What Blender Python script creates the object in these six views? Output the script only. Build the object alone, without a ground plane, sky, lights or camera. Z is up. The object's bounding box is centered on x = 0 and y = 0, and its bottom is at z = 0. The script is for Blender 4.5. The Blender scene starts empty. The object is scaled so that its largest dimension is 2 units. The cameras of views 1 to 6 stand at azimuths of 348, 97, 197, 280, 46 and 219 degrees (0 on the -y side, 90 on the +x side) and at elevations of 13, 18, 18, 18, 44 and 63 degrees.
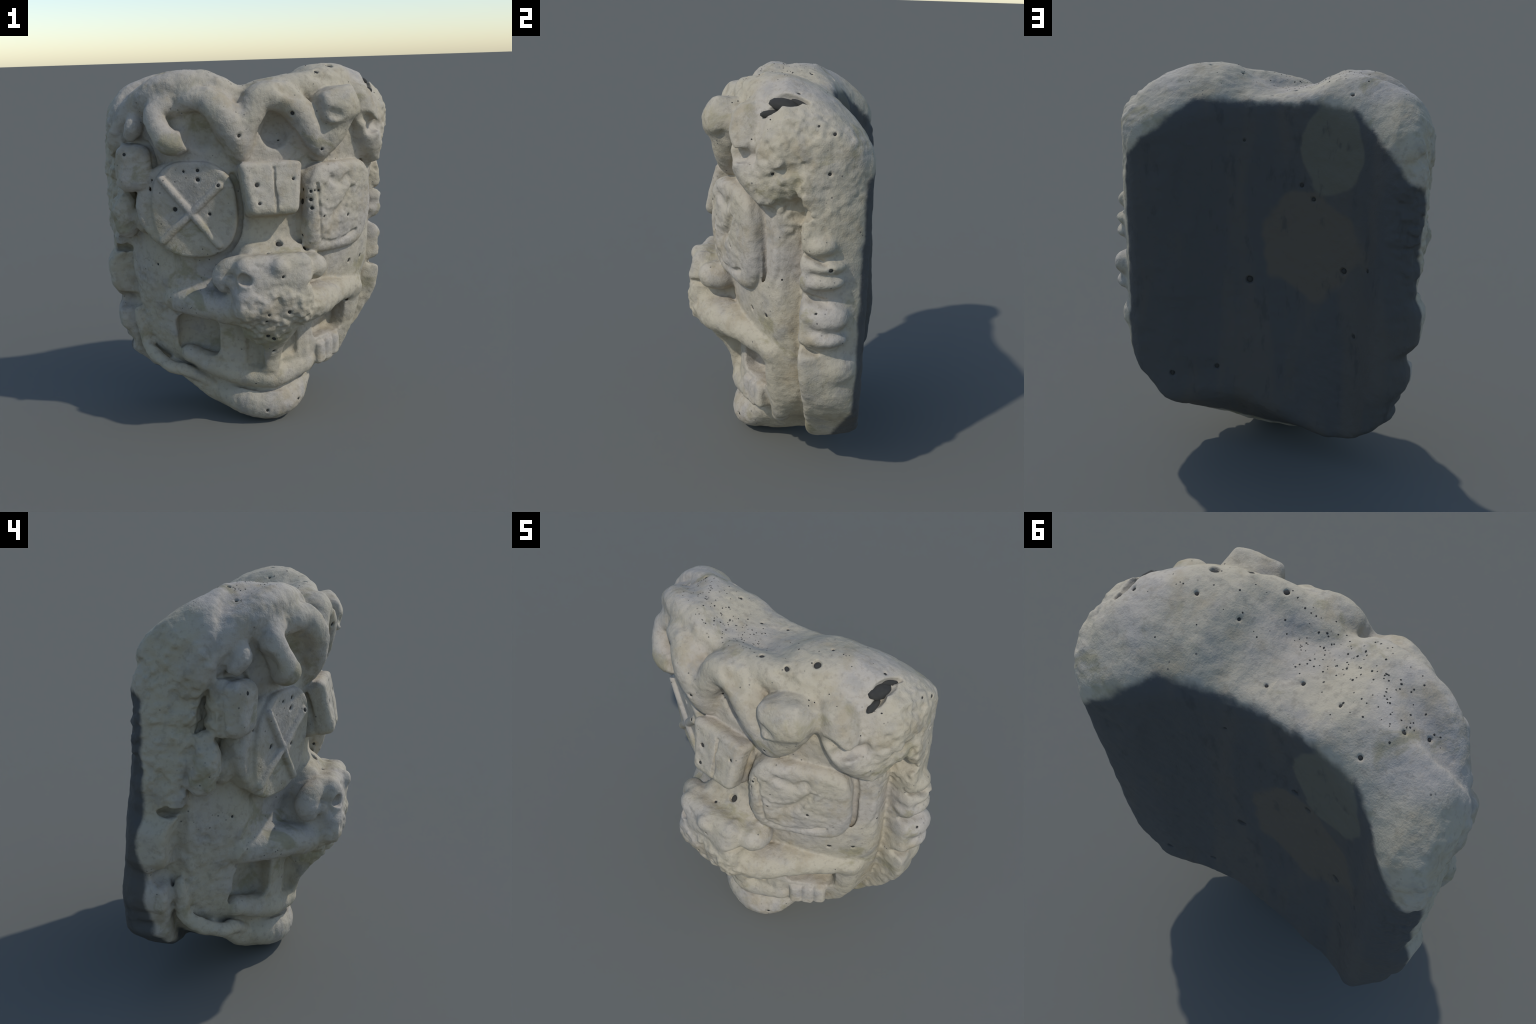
"""Weathered limestone mask of a rain deity, carved as ONE continuous stone surface.

The stone is described as a signed-distance model: a block with a concave back,
a crown with scalloped drops, two ear flares, a browband with medallions, nose,
lip, mouth openings, jaw, chin.  The field is meshed once (surface nets), eroded
with seeded noise and split by region into named parts that share border vertices
and the normals of the whole.
"""
import bpy, math
import numpy as np

H = 0.0055
LO = np.array([-0.92, -0.60, -0.06])
HI = np.array([0.92, 0.60, 2.07])
N = np.ceil((HI - LO) / H).astype(int) + 1
AX = [(LO[i] + H * np.arange(N[i])).astype(np.float32) for i in range(3)]

PARTS = ["stone_block", "crown", "crown_drop", "crown_boss", "ear_ornament", "ear_knob",
         "cross_medallion", "worn_medallion", "brow_plate", "forehead", "cheek", "nose",
         "upper_lip", "snout_tooth", "mouth_post", "lower_lip", "jaw_ridge", "chin", "tooth"]
PID = {n: i for i, n in enumerate(PARTS)}

FIELD = np.full(tuple(N), 9.0, np.float32)
LABEL = np.zeros(tuple(N), np.int8)


# ------------------------------------------------------------------ field tools
def interp(v, xs, ys):
    """smooth (cubic Hermite, monotone-ish) interpolation through control points"""
    xs = np.asarray(xs, float); ys = np.asarray(ys, float)
    d = np.diff(ys) / np.diff(xs)
    m = np.empty_like(ys); m[0] = d[0]; m[-1] = d[-1]
    m[1:-1] = np.where(d[:-1] * d[1:] > 0, 2 * d[:-1] * d[1:] / (d[:-1] + d[1:] + 1e-12), 0)
    v = np.clip(v, xs[0], xs[-1])
    i = np.clip(np.searchsorted(xs, v) - 1, 0, len(xs) - 2)
    h = xs[i + 1] - xs[i]; t = (v - xs[i]) / h
    return (ys[i] * (1 + 2 * t) * (1 - t) ** 2 + m[i] * h * t * (1 - t) ** 2
            + ys[i + 1] * t * t * (3 - 2 * t) - m[i + 1] * h * t * t * (1 - t)).astype(np.float32)


def smax(a, b, k):
    h = np.maximum(k - np.abs(a - b), 0) / k
    return np.maximum(a, b) + h * h * k * 0.25


def smin(a, b, k):
    h = np.maximum(k - np.abs(a - b), 0) / k
    return np.minimum(a, b) - h * h * k * 0.25


def sub(lo, hi):
    i0 = np.clip(np.floor((np.asarray(lo) - LO) / H).astype(int), 0, N - 1)
    i1 = np.clip(np.ceil((np.asarray(hi) - LO) / H).astype(int) + 1, 1, N)
    s = tuple(slice(a, b) for a, b in zip(i0, i1))
    return s, AX[0][s[0]][:, None, None], AX[1][s[1]][None, :, None], AX[2][s[2]][None, None, :]


def merge(s, d, part, k):
    f = FIELD[s]
    lab = LABEL[s]
    lab[d < f] = PID[part]
    FIELD[s] = smin(f, d, k)


def cut(s, d, k, part=None):
    f = FIELD[s]
    if part is not None:
        LABEL[s][(-d > f)] = PID[part]
    FIELD[s] = smax(f, -d, k)


def rotz(deg):
    a = math.radians(deg); return np.array([[math.cos(a), -math.sin(a), 0], [math.sin(a), math.cos(a), 0], [0, 0, 1]])


def rotx(deg):
    a = math.radians(deg); return np.array([[1, 0, 0], [0, math.cos(a), -math.sin(a)], [0, math.sin(a), math.cos(a)]])


def roty(deg):
    a = math.radians(deg); return np.array([[math.cos(a), 0, math.sin(a)], [0, 1, 0], [-math.sin(a), 0, math.cos(a)]])


def local(c, R, X, Y, Z):
    x, y, z = X - c[0], Y - c[1], Z - c[2]
    return [R[0, i] * x + R[1, i] * y + R[2, i] * z for i in range(3)]


def d_ell(c, r, R=np.eye(3)):
    def f(X, Y, Z):
        p = local(c, R, X, Y, Z)
        k0 = np.sqrt(sum((p[i] / r[i]) ** 2 for i in range(3)))
        k1 = np.sqrt(sum((p[i] / r[i] ** 2) ** 2 for i in range(3))) + 1e-6
        return k0 * (k0 - 1) / k1
    e = max(r); return f, np.asarray(c) - e, np.asarray(c) + e


def d_box(c, hs, rad=0.03, R=np.eye(3), taper=0.0):
    """rounded box; taper widens (+) the x half-size towards +z"""
    def f(X, Y, Z):
        p = local(c, R, X, Y, Z)
        hx = hs[0] * (1 + taper * p[2] / hs[2]) if taper else hs[0]
        q = [np.abs(p[0]) - hx + rad, np.abs(p[1]) - hs[1] + rad, np.abs(p[2]) - hs[2] + rad]
        out = np.sqrt(sum(np.maximum(a, 0) ** 2 for a in q))
        return out + np.minimum(np.maximum(np.maximum(q[0], q[1]), q[2]), 0) - rad
    e = float(np.linalg.norm(hs)) * 1.15; return f, np.asarray(c) - e, np.asarray(c) + e


def d_disc(c, rx, rz, th, rad, R, dome=0.0, power=2.0):
    """flat super-elliptic disc whose axis is local y, optionally domed"""
    def f(X, Y, Z):
        p = local(c, R, X, Y, Z)
        e = (np.abs(p[0] / rx) ** power + np.abs(p[2] / rz) ** power) ** (1 / power)
        a = (e - 1) * min(rx, rz) + rad
        b = np.abs(p[1] + dome * np.minimum(e, 1.2) ** 2 * np.where(p[1] < 0, -1, 0)) - th + rad
        return np.sqrt(np.maximum(a, 0) ** 2 + np.maximum(b, 0) ** 2) + np.minimum(np.maximum(a, b), 0) - rad
    e = math.hypot(max(rx, rz), th) * 1.1; return f, np.asarray(c) - e, np.asarray(c) + e


def d_tube(pts, sq=(1, 1, 1), n=5):
    """chain of round cones along a Catmull-Rom path of (x, y, z, radius)"""
    P = np.asarray(pts, float)
    if len(P) > 2:
        Q = np.vstack([2 * P[0] - P[1], P, 2 * P[-1] - P[-2]]); out = []
        for i in range(1, len(Q) - 2):
            for t in np.arange(n) / n:
                a, b, c, d = Q[i - 1], Q[i], Q[i + 1], Q[i + 2]
                out.append(0.5 * (2 * b + (c - a) * t + (2 * a - 5 * b + 4 * c - d) * t * t + (3 * b - a - 3 * c + d) * t ** 3))
        P = np.array(out + [P[-1]])
    s = np.asarray(sq, float)

    def f(X, Y, Z):
        res = None
        for a, b in zip(P[:-1], P[1:]):
            pa = a[:3] / s; ba = b[:3] / s - pa; L = float(ba @ ba) + 1e-9
            x, y, z = X / s[0] - pa[0], Y / s[1] - pa[1], Z / s[2] - pa[2]
            h = np.clip((x * ba[0] + y * ba[1] + z * ba[2]) / L, 0, 1)
            d = np.sqrt((x - h * ba[0]) ** 2 + (y - h * ba[1]) ** 2 + (z - h * ba[2]) ** 2) - (a[3] + h * (b[3] - a[3]))
            res = d if res is None else np.minimum(res, d)
        return res * float(min(s))
    m = (P[:, 3].max()) * max(s)
    return f, P[:, :3].min(0) - m, P[:, :3].max(0) + m


def add(shape, part, k=0.03):
    f, lo, hi = shape; m = k + 0.02
    s, X, Y, Z = sub(lo - m, hi + m)
    merge(s, f(X, Y, Z).astype(np.float32), part, k)


def carve(shape, k=0.02, part=None):
    f, lo, hi = shape; m = k + 0.02
    s, X, Y, Z = sub(lo - m, hi + m)
    cut(s, f(X, Y, Z).astype(np.float32), k, part)


def lattice_noise(step, seed):
    """seeded smooth value noise on the grid, range about -1..1"""
    r = np.random.default_rng(seed)
    n = [int((HI[i] - LO[i]) / step) + 4 for i in range(3)]
    a = r.uniform(-1, 1, n).astype(np.float32)
    for i in range(3):
        p = (AX[i] - LO[i]) / step + 0.5
        j = p.astype(int); t = (p - j).astype(np.float32); t = t * t * (3 - 2 * t)
        sh = [1, 1, 1]; sh[i] = -1; t = t.reshape(sh)
        a = np.take(a, j, i) * (1 - t) + np.take(a, j + 1, i) * t
    return a * 1.6


# ------------------------------------------------------------------ the stone block
X, Y, Z = AX[0][:, None, None], AX[1][None, :, None], AX[2][None, None, :]
x2, y2 = AX[0][:, None], AX[1][None, :]
x3, z3 = AX[0][:, None], AX[2][None, :]

# outer half-widths of the block over height (left side lobed by the ear ornament, right side plain)
zl = [0.0, 0.15, 0.22, 0.30, 0.38, 0.45, 0.52, 0.59, 0.68, 0.77, 0.90, 1.00, 1.10, 1.50, 1.65, 1.78, 1.88, 1.95, 2.00, 2.1]
wl = [0.45, 0.55, 0.63, 0.69, 0.71, 0.73, 0.785, 0.79, 0.765, 0.825, 0.83, 0.785, 0.785, 0.785, 0.785, 0.775, 0.72, 0.61, 0.48, 0.1]
zr = [0.0, 0.15, 0.22, 0.32, 0.42, 0.55, 0.66, 0.80, 1.04, 1.20, 1.50, 1.65, 1.78, 1.88, 1.95, 2.00, 2.1]
wr = [0.30, 0.42, 0.52, 0.61, 0.70, 0.76, 0.795, 0.81, 0.795, 0.815, 0.805, 0.80, 0.77, 0.705, 0.635, 0.53, 0.1]
side = np.maximum(-x3 - interp(z3, zl, wl), x3 - interp(z3, zr, wr)) * 0.92
# top: two lobes with a valley, sinking towards the back
top = (interp(x2, [-0.9, -0.6, -0.45, -0.3, -0.15, 0.03, 0.15, 0.30, 0.45, 0.6, 0.9], [1.96, 1.99, 2.005, 1.98, 1.91, 1.885, 1.92, 1.995, 2.00, 1.975, 1.93])
       - interp(x2, [-0.65, -0.42, -0.14, 0.03, 0.3, 0.6, 0.9], [1.3, 2.0, 0.6, 0.55, 1.4, 1.15, 1.8]) * np.maximum(y2, 0) ** 2 - 0.38 * np.maximum(-y2 - 0.04, 0) * np.clip((x2 - 0.1) / 0.1, 0, 1)
       - 0.9 * np.maximum(-y2 - 0.12, 0) ** 1.5 * np.clip((0.2 - x2) / 0.1, 0, 1))
# underside: a wide V that also climbs to the back
bot = smax(interp(x2, [-0.9, -0.7, -0.58, -0.45, -0.36, -0.27, -0.15, 0.0, 0.1, 0.2, 0.3, 0.4, 0.5, 0.6, 0.7, 0.8],
                  [0.52, 0.38, 0.29, 0.20, 0.12, 0.06, 0.015, 0.0, 0.0, 0.04, 0.09, 0.155, 0.215, 0.32, 0.43, 0.6])
           + 0.04 * np.clip((y2 - 0.12) / 0.15, 0, 1) * np.clip((x2 - 0.40) / 0.15, 0, 1)
           - 0.06 * np.clip((y2 - 0.12) / 0.15, 0, 1) * np.clip((-x2 - 0.35) / 0.15, 0, 1),
           0.02 + 0.35 * (y2 - 0.06) + (0.85 - 1.6 * np.minimum(np.abs(x2 - 0.1), 0.5)) * np.maximum(y2 - 0.2, 0), 0.06)
# back: broad shallow concavity with a steep rise to the left edge, right edge rounded off
cz = interp(z3, [0, 0.2, 0.5, 1.2, 1.6, 2.1], [0.05, 0.07, 0.105, 0.20, 0.225, 0.24])
bx = np.maximum(1 - ((x3 + 0.12) / 0.76) ** 2, 0) ** 1.35
back = (0.49 - cz * bx + 0.02 * np.exp(-((x3 - 0.45) / 0.13) ** 2)
        + interp(z3, [0.0, 0.3, 0.5, 0.9, 1.1, 1.4, 2.1], [0.04, 0.06, 0.08, 0.08, 0.07, 0.06, 0.0]) * np.exp(-((x3 + 0.64) / 0.10) ** 2)
        - 0.42 * np.maximum((x3 - 0.605) / 0.25, 0) ** 2.4)
d = smax(side[:, None, :], Y - back[:, None, :], 0.10)
d = smax(d, Z - top[:, :, None], 0.06)
d = smax(d, bot[:, :, None] - Z, 0.06)
ear = np.where(x3 < 0, interp(z3, [0.0, 0.3, 0.9, 1.05, 1.5, 1.7, 2.1], [0.30, 0.29, 0.27, 0.21, 0.16, 0.12, 0.10]), interp(z3, [0.0, 0.5, 0.75, 1.3, 1.45, 2.1], [0.23, 0.22, 0.195, 0.195, 0.18, 0.18]))
slab = smax(d, ear[:, None, :] - Y, 0.05)                                   # rear slab with the ear ornaments
merge((slice(None),) * 3, slab, "stone_block", 0.01)

# head core: narrower, bulging forward, its cheeks slanting back to the ears
zc = [0.0, 0.1, 0.2, 0.3, 0.4, 0.5, 0.75, 0.9, 1.2, 1.45, 1.55, 1.7, 1.8, 1.9, 2.0, 2.1]
hwl = [0.14, 0.25, 0.39, 0.53, 0.60, 0.63, 0.675, 0.695, 0.70, 0.70, 0.74, 0.77, 0.76, 0.68, 0.51, 0.1]
hwr = [0.12, 0.22, 0.32, 0.46, 0.56, 0.62, 0.67, 0.685, 0.685, 0.69, 0.76, 0.775, 0.755, 0.68, 0.54, 0.1]
slant = interp(z3, [0.0, 0.3, 0.4, 1.4, 1.55, 2.1], [0.2, 0.4, 0.65, 0.6, 0.75, 0.75])[:, None, :]
cs = np.maximum(-X - interp(z3, zc, hwl)[:, None, :] + slant * np.maximum(0.20 - Y, 0),
                X - interp(z3, zc, hwr)[:, None, :] + slant * np.maximum(0.08 - Y, 0) + np.clip((1.45 - Z) / 0.1, 0, 1) * 0.25 * np.clip(Y - 0.10, 0, 0.1)) * 0.85
fy0 = interp(z3, [0.0, 0.1, 0.22, 0.30, 0.46, 0.62, 0.75, 1.0, 1.15, 1.3, 1.5, 1.6, 1.7, 1.85, 2.0],
             [-0.14, -0.18, -0.17, -0.19, -0.19, -0.19, -0.21, -0.24, -0.235, -0.235, -0.23, -0.23, -0.21, -0.20, -0.20])
fc = interp(z3, [0.0, 0.22, 0.4, 0.6, 0.9, 1.3, 1.7, 2.0], [2.2, 2.0, 1.0, 0.8, 0.65, 0.55, 0.40, 0.4])
front = fy0 + fc * x3 * x3
cheek_dip = -0.25 + 0.235 * (1 - np.exp(-(x3 / 0.33) ** 2))          # the left cheek falls away beside the nose
w = np.clip((z3 - 0.78) / 0.1, 0, 1) * np.clip((1.2 - z3) / 0.15, 0, 1) * np.clip(-x3 / 0.1, 0, 1)
front = front * (1 - w) + cheek_dip * w
d = smax(cs, front[:, None, :] - Y, 0.08)
d = smax(d, Z - top[:, :, None], 0.06)
d = smax(d, bot[:, :, None] - Z, 0.06)
core = smax(d, Y - back[:, None, :] + 0.02, 0.05)
merge((slice(None),) * 3, core, "cheek", 0.02)
up = AX[2] > 1.53
LABEL[:, :, up] = PID["crown"]
LABEL[:, AX[1] > 0.20, :] = PID["stone_block"]
m = (AX[2] > 1.0) & (AX[2] <= 1.53)
LABEL[:, :, m] = np.where(LABEL[:, :, m] == PID["cheek"], PID["forehead"], LABEL[:, :, m])

# ------------------------------------------------------------------ crown
add(d_tube([(-0.72, 0.17, 1.62, 0.06), (-0.68, 0.10, 1.75, 0.07), (-0.56, -0.03, 1.87, 0.075), (-0.40, -0.10, 1.915, 0.075), (-0.22, -0.14, 1.88, 0.06)]), "crown", 0.06)
add(d_tube([(0.0, -0.15, 1.86, 0.07), (0.20, -0.15, 1.89, 0.07), (0.38, -0.10, 1.86, 0.06)]), "crown", 0.06)
carve(d_ell((-0.39, -0.235, 1.875), (0.15, 0.06, 0.045), roty(-14)), 0.03)
carve(d_ell((-0.15, -0.26, 1.885), (0.06, 0.07, 0.055)), 0.03)
# curled end on the left
add(d_tube([(-0.50, -0.10, 1.82, 0.06), (-0.56, -0.11, 1.77, 0.06), (-0.55, -0.15, 1.69, 0.06), (-0.495, -0.175, 1.625, 0.068), (-0.42, -0.17, 1.635, 0.055), (-0.39, -0.15, 1.66, 0.035)]), "crown_drop", 0.03)
add(d_tube([(-0.66, 0.0, 1.74, 0.035), (-0.665, 0.0, 1.70, 0.05), (-0.68, 0.02, 1.66, 0.04)]), "crown_drop", 0.02)
# scalloped overhang: two arches ending in heavy pointed drops, hollows beneath
add(d_tube([(-0.43, -0.11, 1.80, 0.05), (-0.38, -0.17, 1.835, 0.06), (-0.30, -0.21, 1.835, 0.07), (-0.235, -0.235, 1.76, 0.09), (-0.17, -0.235, 1.66, 0.085), (-0.15, -0.225, 1.57, 0.06), (-0.145, -0.22, 1.535, 0.035)]), "crown_drop", 0.04)
add(d_tube([(-0.13, -0.225, 1.64, 0.06), (-0.09, -0.24, 1.74, 0.07), (-0.03, -0.235, 1.83, 0.075), (0.08, -0.235, 1.835, 0.08), (0.18, -0.245, 1.75, 0.08), (0.23, -0.235, 1.65, 0.08), (0.285, -0.22, 1.57, 0.06), (0.29, -0.215, 1.535, 0.035)]), "crown_drop", 0.04)
carve(d_ell((-0.36, -0.22, 1.67), (0.085, 0.085, 0.11), roty(-20)), 0.02)
carve(d_ell((0.05, -0.235, 1.66), (0.078, 0.08, 0.09)), 0.02)
carve(d_ell((-0.60, -0.10, 1.62), (0.05, 0.06, 0.10), roty(-10)), 0.03)
carve(d_ell((-0.445, -0.20, 1.735), (0.035, 0.06, 0.045)), 0.015)
# boss block over the second drop, worn to facets
boss = np.array((0.375, -0.215, 1.775))
add(d_ell(boss + (0, 0.01, 0), (0.135, 0.135, 0.11), rotz(20) @ roty(-8)), "crown_boss", 0.012)
add(d_box(boss, (0.105, 0.10, 0.085), 0.03, rotz(20) @ roty(-12) @ rotx(-14)), "crown_boss", 0.03)
add(d_tube([(0.37, -0.20, 1.70, 0.10), (0.34, -0.21, 1.63, 0.085), (0.30, -0.215, 1.565, 0.055), (0.29, -0.21, 1.54, 0.035)]), "crown_drop", 0.03)
# right lobe hanging as a drop
add(d_tube([(0.55, -0.08, 1.80, 0.09), (0.58, -0.09, 1.70, 0.09), (0.61, -0.06, 1.60, 0.085), (0.66, 0.02, 1.51, 0.075)]), "crown_drop", 0.04)
add(d_ell((0.66, 0.12, 1.66), (0.12, 0.16, 0.19)), "crown", 0.05)

carve(d_tube([(0.50, -0.22, 1.71, 0.022), (0.55, -0.20, 1.705, 0.028), (0.60, -0.15, 1.70, 0.022)]), 0.03)
carve(d_tube([(0.585, -0.20, 1.64, 0.02), (0.63, -0.13, 1.655, 0.035), (0.68, -0.05, 1.66, 0.02)]), 0.03)
carve(d_tube([(0.765, 0.05, 1.60, 0.018), (0.795, 0.13, 1.63, 0.022), (0.80, 0.22, 1.66, 0.012)]), 0.02)
carve(d_ell((0.14, -0.30, 1.895), (0.09, 0.035, 0.055)), 0.03)
carve(d_ell((0.36, -0.19, 1.925), (0.08, 0.03, 0.02), roty(10)), 0.03)
carve(d_ell((0.345, -0.34, 1.745), (0.05, 0.022, 0.022), roty(15)), 0.03)
carve(d_tube([(0.25, -0.30, 1.82, 0.012), (0.255, -0.31, 1.75, 0.018), (0.26, -0.31, 1.71, 0.010)]), 0.02)

# ------------------------------------------------------------------ brow band
RL = rotz(-22); RR = rotz(31)
add(d_disc((-0.44, -0.055, 1.275), 0.24, 0.245, 0.07, 0.03, RL), "forehead", 0.012)
DC = (-0.36, -0.088, 1.265)
RD = RL @ rotx(4)
add(d_disc(DC, 0.235, 0.265, 0.085, 0.018, RD, power=2.5), "cross_medallion", 0.006)


def on_disc(u, w, out=0.0):
    return tuple(np.array(DC) + RD @ np.array([u, -(0.085 + out), w]))


for a, b in [((-0.165, 0.175), (0.13, -0.19)), ((-0.175, -0.165), (0.15, 0.135))]:
    add(d_tube([(*on_disc(*a, 0.001), 0.022), (*on_disc(*b, 0.001), 0.022)]), "cross_medallion", 0.006)
add(d_disc((0.375, -0.108, 1.24), 0.25, 0.25, 0.115, 0.04, rotz(31) @ rotx(5), dome=0.015, power=4), "worn_medallion", 0.01)
add(d_disc((0.455, -0.02, 1.215), 0.25, 0.225, 0.05, 0.025, RR, power=3), "forehead", 0.006)
add(d_box((0.005, -0.20, 1.347), (0.152, 0.155, 0.14), 0.035, rotx(-15), taper=0.14), "brow_plate", 0.012)
carve(d_tube([(0.015, -0.318, 1.48, 0.007), (0.015, -0.387, 1.22, 0.007)]), 0.012)

# worn relief on the right medallion
carve(d_tube([(0.255, -0.305, 1.38, 0.008), (0.27, -0.295, 1.22, 0.010), (0.28, -0.28, 1.08, 0.008)]), 0.015)
carve(d_tube([(0.30, -0.265, 1.06, 0.008), (0.42, -0.19, 1.045, 0.010), (0.53, -0.11, 1.08, 0.008)]), 0.015)
carve(d_tube([(0.35, -0.27, 1.40, 0.014), (0.42, -0.23, 1.37, 0.020), (0.47, -0.20, 1.395, 0.014)]), 0.03)
carve(d_tube([(0.37, -0.245, 1.20, 0.010), (0.42, -0.21, 1.23, 0.020), (0.49, -0.175, 1.32, 0.014)]), 0.03)

# ------------------------------------------------------------------ nose, lip, snout
add(d_box((0.0, -0.225, 0.985), (0.17, 0.10, 0.075), 0.07, rotx(-22)), "nose", 0.07)
add(d_box((-0.015, -0.315, 0.93), (0.205, 0.135, 0.095), 0.06, rotx(-10)), "nose", 0.03)
add(d_tube([(-0.17, -0.33, 0.985, 0.05), (-0.235, -0.30, 0.965, 0.055), (-0.265, -0.28, 0.92, 0.06), (-0.26, -0.29, 0.88, 0.05)]), "nose", 0.02)
add(d_tube([(-0.285, -0.30, 0.905, 0.03), (-0.235, -0.35, 0.90, 0.032), (-0.20, -0.37, 0.85, 0.032), (-0.18, -0.36, 0.80, 0.03)]), "nose", 0.01)
add(d_ell((0.215, -0.29, 0.94), (0.085, 0.10, 0.075)), "nose", 0.03)
add(d_ell((0.005, -0.415, 0.965), (0.07, 0.05, 0.065)), "nose", 0.012)
add(d_ell((0.0, -0.44, 0.985), (0.042, 0.033, 0.042)), "nose", 0.006)
carve(d_ell((-0.18, -0.43, 0.925), (0.04, 0.04, 0.03), roty(35)), 0.012)
carve(d_ell((-0.12, -0.46, 1.0), (0.05, 0.025, 0.018), roty(12)), 0.012)
carve(d_tube([(-0.10, -0.475, 0.97, 0.012), (-0.095, -0.475, 0.90, 0.014), (-0.11, -0.47, 0.84, 0.010)]), 0.012)
carve(d_tube([(-0.145, -0.46, 0.93, 0.012), (-0.14, -0.465, 0.87, 0.014), (-0.125, -0.46, 0.82, 0.010)]), 0.012)
carve(d_ell((0.20, -0.41, 0.872), (0.065, 0.06, 0.028), rotz(25)), 0.012)
lip = [(-0.48, 0.01, 0.735, 0.075), (-0.345, -0.155, 0.735, 0.08), (-0.22, -0.28, 0.73, 0.085), (-0.02, -0.34, 0.73, 0.09), (0.21, -0.31, 0.73, 0.085), (0.38, -0.14, 0.735, 0.075), (0.54, 0.045, 0.71, 0.07)]
add(d_tube(lip), "upper_lip", 0.02)
add(d_tube([(x, y + 0.06, z + 0.02, r - 0.015) for x, y, z, r in lip]), "upper_lip", 0.02)
add(d_box((-0.02, -0.30, 0.785), (0.215, 0.16, 0.10), 0.07), "upper_lip", 0.04)
for nx, ny, dx in ((0.285, -0.37, 0.02), (0.325, -0.33, 0.02), (-0.30, -0.34, -0.02), (-0.265, -0.375, -0.02)):
    carve(d_tube([(nx, ny, 0.83, 0.010), (nx + dx * 0.3, ny - 0.015, 0.75, 0.012), (nx - dx, ny, 0.66, 0.010)]), 0.012)
add(d_tube([(-0.015, -0.315, 0.70, 0.115), (-0.02, -0.275, 0.62, 0.105), (-0.025, -0.235, 0.53, 0.08), (-0.02, -0.205, 0.43, 0.055), (-0.012, -0.195, 0.35, 0.042)], sq=(1.45, 1, 1)), "snout_tooth", 0.03)

# ------------------------------------------------------------------ mouth openings
carve(d_box((-0.38, -0.045, 0.525), (0.135, 0.11, 0.12), 0.06, rotz(-30)), 0.015)
carve(d_box((-0.095, -0.235, 0.45), (0.05, 0.07, 0.105), 0.03, rotz(-12)), 0.015)
carve(d_box((0.12, -0.215, 0.47), (0.055, 0.07, 0.075), 0.03, rotz(12)), 0.015)
carve(d_box((0.385, -0.04, 0.55), (0.14, 0.085, 0.09), 0.03, rotz(36)), 0.015)
# lower lip and jaw
add(d_tube([(-0.42, 0.03, 0.40, 0.05), (-0.29, -0.06, 0.345, 0.06), (-0.18, -0.11, 0.31, 0.068), (0.0, -0.155, 0.285, 0.075), (0.17, -0.11, 0.31, 0.068), (0.24, -0.07, 0.33, 0.06)]), "lower_lip", 0.015)
add(d_tube([(0.21, -0.11, 0.62, 0.035), (0.21, -0.115, 0.48, 0.035), (0.21, -0.115, 0.36, 0.035), (0.20, -0.11, 0.29, 0.03)]), "mouth_post", 0.008)
add(d_tube([(-0.26, -0.0, 0.17, 0.055), (-0.12, -0.09, 0.135, 0.10), (0.02, -0.115, 0.115, 0.108), (0.13, -0.09, 0.13, 0.085), (0.21, -0.03, 0.20, 0.06)]), "chin", 0.035)
add(d_tube([(-0.52, 0.12, 0.32, 0.03), (-0.42, 0.07, 0.25, 0.035), (-0.29, 0.03, 0.16, 0.05), (-0.12, 0.0, 0.085, 0.07)]), "jaw_ridge", 0.04)
add(d_tube([(-0.68, 0.24, 0.62, 0.03), (-0.65, 0.23, 0.46, 0.035), (-0.62, 0.17, 0.38, 0.035), (-0.53, 0.06, 0.315, 0.035), (-0.43, 0.03, 0.285, 0.035), (-0.28, -0.0, 0.20, 0.03)]), "jaw_ridge", 0.02)
add(d_tube([(0.57, 0.07, 0.70, 0.06), (0.53, 0.09, 0.52, 0.06), (0.46, 0.10, 0.36, 0.06), (0.40, 0.09, 0.28, 0.05)]), "jaw_ridge", 0.04)
for tx, ty, tz in [(0.30, -0.065, 0.365), (0.355, -0.03, 0.37), (0.41, 0.01, 0.385)]:
    add(d_box((tx, ty, tz), (0.036, 0.06, 0.07), 0.025, rotz(36)), "tooth", 0.012)

# ------------------------------------------------------------------ ear ornaments and knobs
add(d_box((-0.665, 0.03, 1.485), (0.095, 0.10, 0.125), 0.06, rotz(-20)), "ear_knob", 0.012)
add(d_tube([(-0.72, 0.14, 1.33, 0.05), (-0.72, 0.13, 1.23, 0.075), (-0.72, 0.14, 1.15, 0.07)]), "ear_knob", 0.012)
add(d_ell((-0.63, 0.07, 1.19), (0.06, 0.06, 0.08)), "ear_knob", 0.02)
for y, z, ry, rz, tilt in [(0.35, 0.925, 0.11, 0.045, 12), (0.36, 0.81, 0.10, 0.05, -8), (0.37, 0.735, 0.09, 0.04, 10), (0.36, 0.56, 0.09, 0.05, 15), (0.365, 0.455, 0.09, 0.045, -10), (0.37, 0.36, 0.09, 0.05, 0)]:
    add(d_ell((-0.705 + 0.25 * max(0.6 - z, 0), y + 0.01, z), (0.085, ry, rz), rotx(tilt)), "ear_ornament", 0.03)
add(d_tube([(-0.71, 0.36, 1.58, 0.09), (-0.725, 0.34, 1.35, 0.085), (-0.73, 0.35, 1.12, 0.07)]), "ear_ornament", 0.03)
carve(d_ell((-0.74, 0.27, 1.0), (0.07, 0.07, 0.03)), 0.015)
carve(d_ell((-0.74, 0.30, 0.67), (0.07, 0.06, 0.05)), 0.03)
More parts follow.
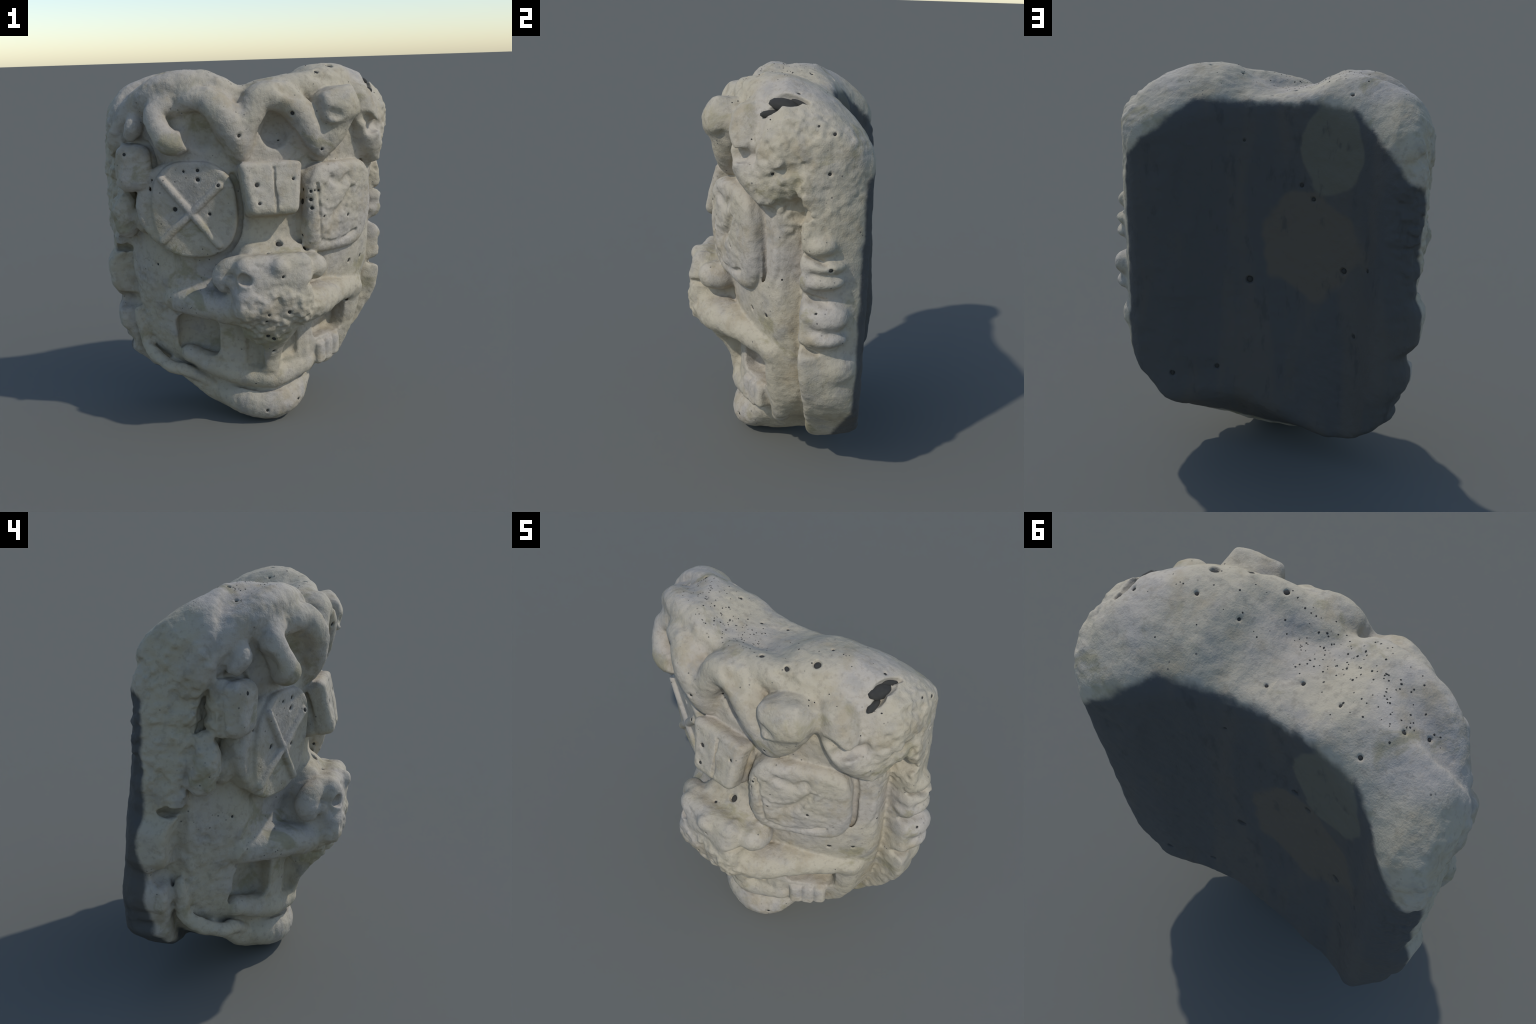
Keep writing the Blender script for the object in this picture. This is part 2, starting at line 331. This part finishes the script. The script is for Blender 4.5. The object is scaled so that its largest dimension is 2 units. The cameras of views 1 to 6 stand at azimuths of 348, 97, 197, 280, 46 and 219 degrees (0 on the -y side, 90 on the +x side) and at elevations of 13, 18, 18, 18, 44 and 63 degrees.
# right ear ornament: stacked lumps and shelves with cuts between
carve(d_ell((0.74, 0.16, 1.44), (0.07, 0.06, 0.05)), 0.03)
for x, y, z, ry, rz in [(0.745, 0.25, 1.30, 0.08, 0.055), (0.75, 0.26, 1.21, 0.10, 0.04), (0.75, 0.26, 1.135, 0.10, 0.045), (0.755, 0.28, 0.965, 0.11, 0.075),
                        (0.75, 0.28, 0.865, 0.10, 0.05), (0.70, 0.31, 0.70, 0.12, 0.09), (0.66, 0.31, 0.56, 0.12, 0.08)]:
    add(d_ell((x - 0.006, y + 0.03, z), (0.085, ry, rz)), "ear_ornament", 0.03)
carve(d_ell((0.82, 0.22, 1.055), (0.09, 0.12, 0.025), rotx(-12)), 0.03)
carve(d_ell((0.81, 0.21, 0.805), (0.09, 0.10, 0.022), rotx(-15)), 0.03)
carve(d_ell((0.82, 0.22, 1.255), (0.06, 0.10, 0.012), rotx(-20)), 0.02)
carve(d_ell((0.77, 0.20, 0.46), (0.07, 0.09, 0.07), rotx(-15)), 0.04)

# ------------------------------------------------------------------ chiselled undercuts that set the pieces off
def ring(c, R, rx, rz, level, power, r, a0=0, a1=360):
    """groove round a medallion: super-ellipse in the local xz plane at a local depth"""
    pts = []
    for a in np.linspace(math.radians(a0), math.radians(a1), 25):
        u = math.copysign(abs(math.cos(a)) ** (2 / power), math.cos(a)) * rx
        w = math.copysign(abs(math.sin(a)) ** (2 / power), math.sin(a)) * rz
        pts.append((*(np.array(c) + R @ np.array([u, level, w])), r))
    carve(d_tube(pts, n=1), 0.012)


ring(DC, RD, 0.247, 0.277, -0.035, 2.5, 0.015, 150, 395)
ring((0.375, -0.108, 1.24), rotz(31) @ rotx(5), 0.262, 0.262, -0.02, 4, 0.015, 170, 440)
ring((0.005, -0.20, 1.347), rotx(-15), 0.150, 0.150, -0.06, 6, 0.014, 165, 375)
ring((-0.665, 0.03, 1.485), rotz(-20), 0.104, 0.133, -0.01, 4, 0.014)
carve(d_tube([(x, y + 0.0, z - r - 0.006, 0.014) for x, y, z, r in lip[:3]]), 0.012)
carve(d_tube([(x, y + 0.0, z - r - 0.006, 0.014) for x, y, z, r in lip[4:]]), 0.012)
carve(d_tube([(-0.42, 0.0, 0.335, 0.010), (-0.29, -0.055, 0.275, 0.014), (-0.18, -0.115, 0.235, 0.016), (0.0, -0.185, 0.205, 0.016), (0.13, -0.145, 0.225, 0.014), (0.23, -0.065, 0.255, 0.012)]), 0.015)
carve(d_tube([(-0.33, -0.22, 0.99, 0.012), (-0.335, -0.20, 0.92, 0.022), (-0.32, -0.22, 0.845, 0.024)]), 0.015)
carve(d_tube([(0.31, -0.20, 0.99, 0.012), (0.325, -0.19, 0.92, 0.024), (0.30, -0.22, 0.86, 0.024)]), 0.015)
carve(d_tube([(-0.285, -0.27, 1.655, 0.022), (-0.225, -0.28, 1.57, 0.020), (-0.17, -0.26, 1.505, 0.015)]), 0.02)
carve(d_tube([(0.13, -0.27, 1.655, 0.020), (0.19, -0.26, 1.565, 0.018), (0.26, -0.25, 1.50, 0.014)]), 0.02)
carve(d_tube([(-0.53, -0.09, 0.80, 0.010), (-0.535, -0.03, 0.70, 0.016), (-0.50, 0.0, 0.62, 0.014)]), 0.012)

# ------------------------------------------------------------------ weathering
carve(d_tube([(-0.185, 0.41, 0.54, 0.032), (-0.19, 0.41, 0.46, 0.028), (-0.195, 0.41, 0.37, 0.012)]), 0.012)
carve(d_tube([(0.30, 0.47, 0.62, 0.012), (0.31, 0.465, 0.52, 0.022), (0.31, 0.46, 0.42, 0.012)]), 0.02)
carve(d_tube([(0.36, 0.455, 1.62, 0.03), (0.37, 0.465, 1.45, 0.05), (0.37, 0.46, 1.25, 0.03)]), 0.05)


def near(c, r, soft=0.06):
    """soft 0..1 weight inside an ellipsoid, for local weathering"""
    k = np.sqrt(((X - c[0]) / r[0]) ** 2 + ((Y - c[1]) / r[1]) ** 2 + ((Z - c[2]) / r[2]) ** 2)
    return np.clip((1 - (k - 1) * min(r) / soft), 0, 1)


n1, n2, n3, n4 = lattice_noise(0.11, 3), lattice_noise(0.055, 4), lattice_noise(0.03, 5), lattice_noise(0.018, 6)
rough = 0.25 + 0.7 * near((-0.01, -0.43, 0.70), (0.20, 0.12, 0.13))            # pitted snout
rough += 0.55 * near((0.72, 0.20, 1.60), (0.14, 0.22, 0.25))                   # right shoulder
rough += 0.75 * near((-0.76, 0.25, 1.40), (0.12, 0.22, 0.32))                  # left ear
rough += 0.3 * near((0.38, -0.22, 1.24), (0.19, 0.12, 0.18))                   # worn medallion
rough += 0.35 * near((-0.66, 0.10, 0.60), (0.12, 0.18, 0.25))
rough -= 0.18 * near((-0.38, -0.2, 1.27), (0.26, 0.12, 0.28))
FIELD += 0.0035 * n1 * (0.5 + 0.5 * np.minimum(rough, 1)) + rough * (0.0055 * n2 + 0.0055 * n3 + 0.003 * n4)
del n1, n2, n3, n4, rough


def skin(axis, u, v, sign, below=9.0):
    """outermost surface coordinate along an axis at the two other coordinates (optionally only under a limit)"""
    o = [i for i in range(3) if i != axis]
    i = int(round((u - LO[o[0]]) / H)); j = int(round((v - LO[o[1]]) / H))
    line = np.take(np.take(FIELD, j, o[1]), i, o[0])[AX[axis] < below]
    k = np.nonzero(line < 0)[0]
    if not len(k):
        return None
    a = k[0] if sign < 0 else k[-1]
    b = min(max(a + (-1 if sign < 0 else 1), 0), len(line) - 1)
    t = line[a] / (line[a] - line[b]) if line[b] > 0 else 0.0
    p = [0, 0, 0]; p[o[0]] = u; p[o[1]] = v; p[axis] = float(AX[axis][a] + t * (AX[axis][b] - AX[axis][a]))
    return p


PORES = []


def pore(p, r):
    """a round pit; a dark plug modelling its inner shadow is set in after meshing"""
    if p is None:
        return
    i = [int(np.clip(round((p[a] - LO[a]) / H), 2, N[a] - 3)) for a in range(3)]
    g = np.array([FIELD[i[0] + 2, i[1], i[2]] - FIELD[i[0] - 2, i[1], i[2]],
                  FIELD[i[0], i[1] + 2, i[2]] - FIELD[i[0], i[1] - 2, i[2]],
                  FIELD[i[0], i[1], i[2] + 2] - FIELD[i[0], i[1], i[2] - 2]], float)
    PORES.append((np.array(p), g / (np.linalg.norm(g) + 1e-9), r))
    if r > 0.007:
        carve(d_ell(p, (r, r, r)), 0.004)


# open pores: single ones seen from the front (x, z, radius), right side (y, z), top (x, y), back (x, z)
for x, z, r in [(-0.08, 1.402, .014), (0.115, 1.423, .010), (-0.075, 1.31, .011), (0.178, 1.285, .019), (0.215, 1.30, .012),
                (0.185, 1.35, .010), (0.215, 1.345, .010), (0.24, 1.35, .008), (0.265, 1.345, .008), (0.22, 1.255, .012),
                (0.122, 1.755, .013), (-0.16, 1.655, .012), (0.29, 1.56, .010), (-0.435, 1.47, .009), (-0.365, 1.475, .012),
                (-0.365, 1.425, .013), (-0.27, 1.40, .012), (-0.485, 1.265, .015), (-0.31, 1.24, .011), (-0.27, 1.02, .010),
                (-0.579, 0.938, .009), (-0.73, 1.565, .011), (0.18, 1.10, .010), (-0.05, 0.585, .013), (-0.02, 0.565, .014),
                (0.0, 0.47, .012), (-0.06, 0.73, .010), (0.05, 0.735, .012), (-0.07, 0.69, .010), (-0.03, 0.09, .011), (0.12, 0.23, .009), (0.17, 0.12, .010),
                (0.02, 0.93, .010), (-0.09, 0.26, .007), (0.515, 0.887, .014), (0.53, 0.92, .007), (0.47, 1.18, .010), (0.30, 1.20, .008),
                (-0.04, 1.67, .008), (0.08, 1.61, .008)]:
    pore(skin(1, x, z, -1), r)
for y, z, r in [(0.31, 1.79, .010), (0.24, 1.82, .008), (0.30, 1.62, .010), (0.05, 1.60, .009), (0.27, 1.0, .009), (0.10, 1.10, .007), (0.02, 0.89, .012), (0.33, 1.2, .012)]:
    pore(skin(0, y, z, 1), r)
for x, y, r in [(0.306, -0.15, .015), (0.404, -0.065, .020), (0.157, -0.15, .014), (0.389, 0.056, .010), (0.618, 0.138, .010),
                (-0.085, 0.093, .010), (-0.40, 0.226, .011), (0.22, 0.04, .009), (-0.25, 0.12, .009), (-0.55, 0.05, .010), (-0.48, 0.10, .010), (0.02, 0.16, .009)]:
    pore(skin(2, x, y, 1), r)
for x, z, r in [(-0.176, 1.456, .013), (-0.24, 1.393, .013), (0.12, 1.66, .009), (0.07, 0.95, .020), (-0.42, 1.06, .018), (-0.50, 0.75, .013), (0.45, 0.42, .016), (0.22, 0.47, .015), (-0.55, 1.1, .012)]:
    pore(skin(1, x, z, 1), r)
pore(skin(2, 0.045, -0.275, 1, 1.16), 0.022)
pore(skin(2, -0.03, -0.33, 1, 1.16), 0.010)
# broken cavity on the right shoulder: a slanted slit with a dark floor
CAVITY = []
for cy, ly, lw, dp, yaw in ((0.03, 0.055, 0.020, 0.034, -14), (0.085, 0.075, 0.036, 0.044, 4), (0.15, 0.05, 0.014, 0.030, 22)):
    p = np.array(skin(2, 0.665 - 0.12 * (cy - 0.075), cy, 1))
    n = np.array([0.62, 0.10, 0.78]); n /= np.linalg.norm(n)
    a = np.cross(n, [1, 0, 0]); a /= np.linalg.norm(a); b = np.cross(a, n)
    a, b = math.cos(math.radians(yaw)) * a + math.sin(math.radians(yaw)) * b, -math.sin(math.radians(yaw)) * a + math.cos(math.radians(yaw)) * b
    CAVITY.append((p, (ly, lw, dp), np.stack([a, b, n], 1)))
for p, r3, R in CAVITY:
    carve(d_ell(p, r3, R), 0.006)
rng = np.random.default_rng(11)
for cx, cy, sx_, sy_, n in [(-0.12, -0.06, 0.13, 0.06, 120), (-0.40, 0.05, 0.10, 0.06, 60), (0.35, 0.02, 0.2, 0.1, 30)]:
    for _ in range(n):
        x, y = rng.normal(cx, sx_), rng.normal(cy, sy_)
        if abs(x) < 0.7 and -0.2 < y < 0.3:
            pore(skin(2, x, y, 1), rng.uniform(0.003, 0.0055))


# ------------------------------------------------------------------ meshing (surface nets)
def surface_nets(F):
    s = F < 0
    c = np.zeros(tuple(n - 1 for n in F.shape), np.uint8)
    for dx in (0, 1):
        for dy in (0, 1):
            for dz in (0, 1):
                c += s[dx:F.shape[0] - 1 + dx, dy:F.shape[1] - 1 + dy, dz:F.shape[2] - 1 + dz]
    act = (c > 0) & (c < 8)
    idx = np.full(c.shape, -1, np.int32)
    I = np.argwhere(act)
    idx[act] = np.arange(len(I))
    acc = np.zeros((len(I), 3)); cnt = np.zeros(len(I))
    corner = [(a, b, g) for a in (0, 1) for b in (0, 1) for g in (0, 1)]
    val = {q: F[I[:, 0] + q[0], I[:, 1] + q[1], I[:, 2] + q[2]] for q in corner}
    for q in corner:
        for ax in range(3):
            if q[ax] == 0:
                q1 = tuple(1 if i == ax else q[i] for i in range(3))
                a, b = val[q], val[q1]; m = (a < 0) != (b < 0)
                t = np.where(m, a / np.where(m, a - b, 1), 0)
                p = np.tile(np.array(q, float), (len(I), 1)); p[:, ax] = t
                acc += p * m[:, None]; cnt += m
    V = LO + H * (I + acc / cnt[:, None])
    quads = []
    for ax in range(3):
        u, w = (ax + 1) % 3, (ax + 2) % 3
        sl0 = [slice(None)] * 3; sl1 = [slice(None)] * 3
        sl0[ax] = slice(0, -1); sl1[ax] = slice(1, None)
        E = np.argwhere(s[tuple(sl0)] != s[tuple(sl1)])
        E = E[(E[:, u] > 0) & (E[:, w] > 0) & (E[:, u] < F.shape[u] - 1) & (E[:, w] < F.shape[w] - 1)]
        ids = []
        for du, dw in ((1, 1), (0, 1), (0, 0), (1, 0)):
            e = E.copy(); e[:, u] -= du; e[:, w] -= dw
            ids.append(idx[e[:, 0], e[:, 1], e[:, 2]])
        q = np.stack(ids, 1)
        inside = s[E[:, 0], E[:, 1], E[:, 2]]
        q[~inside] = q[~inside][:, ::-1]
        quads.append(q)
    return V, np.vstack(quads), I


V, Q, CELL = surface_nets(FIELD)
# keep the largest connected piece only (union-find by label propagation)
comp = np.arange(len(V))
while True:
    m = comp[Q].min(1); new = comp.copy()
    for i in range(4):
        np.minimum.at(new, Q[:, i], m)
    new = new[new]
    if (new == comp).all():
        break
    comp = new
main = np.bincount(comp).argmax()
keep = comp == main
remap = np.cumsum(keep) - 1
Q = remap[Q[keep[Q[:, 0]]]]; V = V[keep]; CELL = CELL[keep]
print("EXTENT", V.min(0).round(3), V.max(0).round(3))
Z0 = V[:, 2].min()
V[:, 1] -= 0.02                                                   # centre the depth range
V[:, 2] -= V[:, 2].min()                                           # stand on z = 0
# normals of the whole surface
A = V[Q[:, 2]] - V[Q[:, 0]]; B = V[Q[:, 3]] - V[Q[:, 1]]
fn = np.cross(A, B)
VN = np.zeros_like(V)
for i in range(4):
    for j in range(3):
        VN[:, j] += np.bincount(Q[:, i], fn[:, j], len(V))
VN /= np.linalg.norm(VN, axis=1)[:, None] + 1e-12
VL = LABEL[CELL[:, 0], CELL[:, 1], CELL[:, 2]].astype(int)
FL = np.sort(VL[Q], 1)[:, 1]


# ------------------------------------------------------------------ materials
def nodes_of(name):
    mat = bpy.data.materials.new(name); mat.use_nodes = True
    nt = mat.node_tree
    return mat, nt, nt.nodes["Principled BSDF"]


class Graph:
    """tiny helper to wire shader nodes"""
    def __init__(self, nt):
        self.nt = nt; self.co = nt.nodes.new("ShaderNodeTexCoord").outputs["Object"]
        s = nt.nodes.new("ShaderNodeSeparateXYZ"); nt.links.new(self.co, s.inputs[0])
        self.x, self.y, self.z = s.outputs

    def put(self, sock, v):
        if hasattr(v, "is_linked"):
            self.nt.links.new(v, sock)
        else:
            sock.default_value = v

    def math(self, op, a, b=0.0, c=0.0):
        n = self.nt.nodes.new("ShaderNodeMath"); n.operation = op
        for s, v in zip(n.inputs, (a, b, c)):
            self.put(s, v)
        return n.outputs[0]

    def noise(self, scale, detail=3.0, rough=0.55, stretch=None, distort=0.0):
        v = self.co
        if stretch:
            m = self.nt.nodes.new("ShaderNodeMapping"); m.inputs["Scale"].default_value = stretch
            self.nt.links.new(v, m.inputs["Vector"]); v = m.outputs[0]
        n = self.nt.nodes.new("ShaderNodeTexNoise"); self.nt.links.new(v, n.inputs["Vector"])
        n.inputs["Scale"].default_value = scale; n.inputs["Detail"].default_value = detail
        n.inputs["Roughness"].default_value = rough; n.inputs["Distortion"].default_value = distort
        return n.outputs["Fac"]

    def voronoi(self, scale):
        n = self.nt.nodes.new("ShaderNodeTexVoronoi"); self.nt.links.new(self.co, n.inputs["Vector"])
        n.inputs["Scale"].default_value = scale
        return n.outputs["Distance"], n.outputs["Color"]

    def step(self, v, lo, hi, a=0.0, b=1.0):
        n = self.nt.nodes.new("ShaderNodeMapRange"); n.interpolation_type = "SMOOTHSTEP"
        for s, q in zip(n.inputs, (v, lo, hi, a, b)):
            self.put(s, q)
        return n.outputs[0]

    def mix(self, f, a, b, mode="MIX"):
        n = self.nt.nodes.new("ShaderNodeMix"); n.data_type = "RGBA"; n.blend_type = mode
        self.put(n.inputs[0], f)
        for s, v in ((n.inputs[6], a), (n.inputs[7], b)):
            self.put(s, v if hasattr(v, "is_linked") else (*v, 1.0))
        return n.outputs[2]


def stone_material():
    mat, nt, bsdf = nodes_of("weathered_limestone")
    g = Graph(nt)
    col = g.mix(g.step(g.noise(2.2, 4), 0.38, 0.64), (0.40, 0.352, 0.262), (0.39, 0.35, 0.298))      # cream / grey limestone
    col = g.mix(g.math("MULTIPLY", g.step(g.noise(5.5, 4, 0.6), 0.50, 0.70), 0.6), col, (0.30, 0.245, 0.155))   # ochre wash
    col = g.mix(g.math("MULTIPLY", g.step(g.noise(3.4, 5, 0.65, distort=0.6), 0.56, 0.67), 0.6), col, (0.22, 0.195, 0.10))  # lichen yellow-green
    col = g.mix(g.math("MULTIPLY", g.step(g.noise(9.0, 5, 0.6), 0.52, 0.70), 0.45), col, (0.235, 0.225, 0.205))   # grey blotches, stone colour darkened for baked occlusion
    col = g.mix(g.math("MULTIPLY", g.step(g.noise(38.0, 3, 0.6), 0.50, 0.72), 0.36), col, (0.20, 0.175, 0.13))  # fine mottling, painted shade of small bumps
    d, c = g.voronoi(26.0)                                                                                     # fine pores drawn as dark dots, their shade painted in, in patches
    dots = g.math("MULTIPLY", g.step(d, 0.08, 0.14, 1.0, 0.0), g.step(g.noise(4.0, 2), 0.54, 0.60))
    col = g.mix(g.math("MULTIPLY", dots, 0.75), col, (0.07, 0.065, 0.06))
    # rear face: dark grey area with olive and brown patches
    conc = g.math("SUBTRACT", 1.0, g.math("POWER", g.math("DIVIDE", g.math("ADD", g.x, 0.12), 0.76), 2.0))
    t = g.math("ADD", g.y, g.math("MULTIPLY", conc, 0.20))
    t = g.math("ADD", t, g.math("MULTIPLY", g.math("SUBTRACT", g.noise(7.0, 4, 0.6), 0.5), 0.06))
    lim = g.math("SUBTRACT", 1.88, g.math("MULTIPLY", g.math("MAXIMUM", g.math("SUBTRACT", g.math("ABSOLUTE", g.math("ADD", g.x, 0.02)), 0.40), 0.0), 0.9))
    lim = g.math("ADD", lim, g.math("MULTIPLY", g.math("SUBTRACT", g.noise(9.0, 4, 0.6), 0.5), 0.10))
    rear_mask = g.math("MULTIPLY", g.step(t, 0.395, 0.425), g.step(g.math("SUBTRACT", lim, g.z), 0.0, 0.05))
    rear_col = g.mix(g.math("MULTIPLY", g.step(g.noise(3.2, 3, 0.5, (1.8, 1, 0.35)), 0.45, 0.62), 0.35), REAR_DARK, REAR_BROWN)      # faint streaks
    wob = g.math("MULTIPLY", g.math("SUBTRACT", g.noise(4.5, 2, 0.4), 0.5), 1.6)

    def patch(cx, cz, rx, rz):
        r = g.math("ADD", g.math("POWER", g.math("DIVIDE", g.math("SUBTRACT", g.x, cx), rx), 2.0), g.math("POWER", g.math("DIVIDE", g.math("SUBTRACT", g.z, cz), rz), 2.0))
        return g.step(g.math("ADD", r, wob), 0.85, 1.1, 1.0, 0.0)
    rear_col = g.mix(g.math("MULTIPLY", patch(-0.24, 1.15, 0.28, 0.27), 0.85), rear_col, REAR_BROWN)
    rear_col = g.mix(g.math("MULTIPLY", patch(-0.33, 1.65, 0.15, 0.25), 0.85), rear_col, REAR_OLIVE)
    rear_col = g.mix(g.math("MULTIPLY", g.step(g.noise(14.0, 4, 0.6, (1, 1, 0.4)), 0.58, 0.70), 0.5), rear_col, (0.04, 0.04, 0.04))
    col = g.mix(rear_mask, col, rear_col)
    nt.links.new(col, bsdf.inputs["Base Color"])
    bsdf.inputs["Roughness"].default_value = 0.88
    b = nt.nodes.new("ShaderNodeBump"); b.inputs["Strength"].default_value = 0.8; b.inputs["Distance"].default_value = 0.006
    nt.links.new(g.math("ADD", g.math("MULTIPLY", g.noise(55.0, 4, 0.6), 0.6), g.math("MULTIPLY", g.noise(150.0, 2), 0.3)), b.inputs["Height"])
    nt.links.new(b.outputs[0], bsdf.inputs["Normal"])
    return mat


REAR_DARK, REAR_OLIVE, REAR_BROWN = (0.068, 0.068, 0.066), (0.125, 0.117, 0.088), (0.105, 0.088, 0.066)


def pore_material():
    mat, nt, bsdf = nodes_of("pore_painted_shadow")
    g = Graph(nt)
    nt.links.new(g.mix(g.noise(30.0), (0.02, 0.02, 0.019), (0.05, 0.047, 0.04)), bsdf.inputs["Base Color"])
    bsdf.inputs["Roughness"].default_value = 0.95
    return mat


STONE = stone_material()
PORE = pore_material()

root = bpy.data.objects.new("stone_mask", None)
bpy.context.scene.collection.objects.link(root)
root["label"] = "weathered pale limestone mask with crown, medallions and broad nose"
root["category"] = "stone carving"
for pid, name in enumerate(PARTS):
    f = Q[FL == pid]
    if not len(f):
        continue
    used, inv = np.unique(f, return_inverse=True)
    inv = inv.reshape(f.shape)
    me = bpy.data.meshes.new(name)
    me.vertices.add(len(used)); me.vertices.foreach_set("co", V[used].ravel())
    me.loops.add(inv.size); me.loops.foreach_set("vertex_index", inv.ravel().astype(np.int32))
    me.polygons.add(len(f)); me.polygons.foreach_set("loop_start", np.arange(0, inv.size, 4, dtype=np.int32))
    me.update(calc_edges=True); me.validate()
    me.polygons.foreach_set("use_smooth", np.ones(len(me.polygons), bool))
    me.normals_split_custom_set_from_vertices(VN[used].tolist())
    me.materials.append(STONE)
    ob = bpy.data.objects.new(name, me); ob.parent = root
    bpy.context.scene.collection.objects.link(ob)

# near-black plugs, the pits' shadow built as objects: flattened balls set along the surface normal, joined as one part
import bmesh
bm = bmesh.new(); bmesh.ops.create_icosphere(bm, subdivisions=2, radius=1.0)
ball = np.array([v.co[:] for v in bm.verts]); tri = np.array([[v.index for v in f.verts] for f in bm.faces]); bm.free()
pv, pf = [], []
prng = np.random.default_rng(21)
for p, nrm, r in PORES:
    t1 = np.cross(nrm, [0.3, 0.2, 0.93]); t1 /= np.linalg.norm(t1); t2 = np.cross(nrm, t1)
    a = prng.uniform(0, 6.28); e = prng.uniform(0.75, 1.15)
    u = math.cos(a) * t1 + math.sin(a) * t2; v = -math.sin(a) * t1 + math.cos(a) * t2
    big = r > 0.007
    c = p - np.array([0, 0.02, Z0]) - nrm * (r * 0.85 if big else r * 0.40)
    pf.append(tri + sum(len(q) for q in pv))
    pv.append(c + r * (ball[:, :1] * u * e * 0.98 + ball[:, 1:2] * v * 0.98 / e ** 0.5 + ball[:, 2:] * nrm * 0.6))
for c, rad, R in CAVITY:                                                         # dark flattened balls sunk in the broken cavity
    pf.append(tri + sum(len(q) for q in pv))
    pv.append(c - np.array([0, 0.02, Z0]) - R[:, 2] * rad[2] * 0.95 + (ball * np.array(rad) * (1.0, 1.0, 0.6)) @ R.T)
pv = np.vstack(pv); pf = np.vstack(pf)
me = bpy.data.meshes.new("pore_shadow_plugs"); me.from_pydata(pv.tolist(), [], pf.tolist())
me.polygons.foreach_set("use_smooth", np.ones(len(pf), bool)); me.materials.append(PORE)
ob = bpy.data.objects.new("pore_shadow_plugs", me); ob.parent = root; ob["kind"] = "stuff"
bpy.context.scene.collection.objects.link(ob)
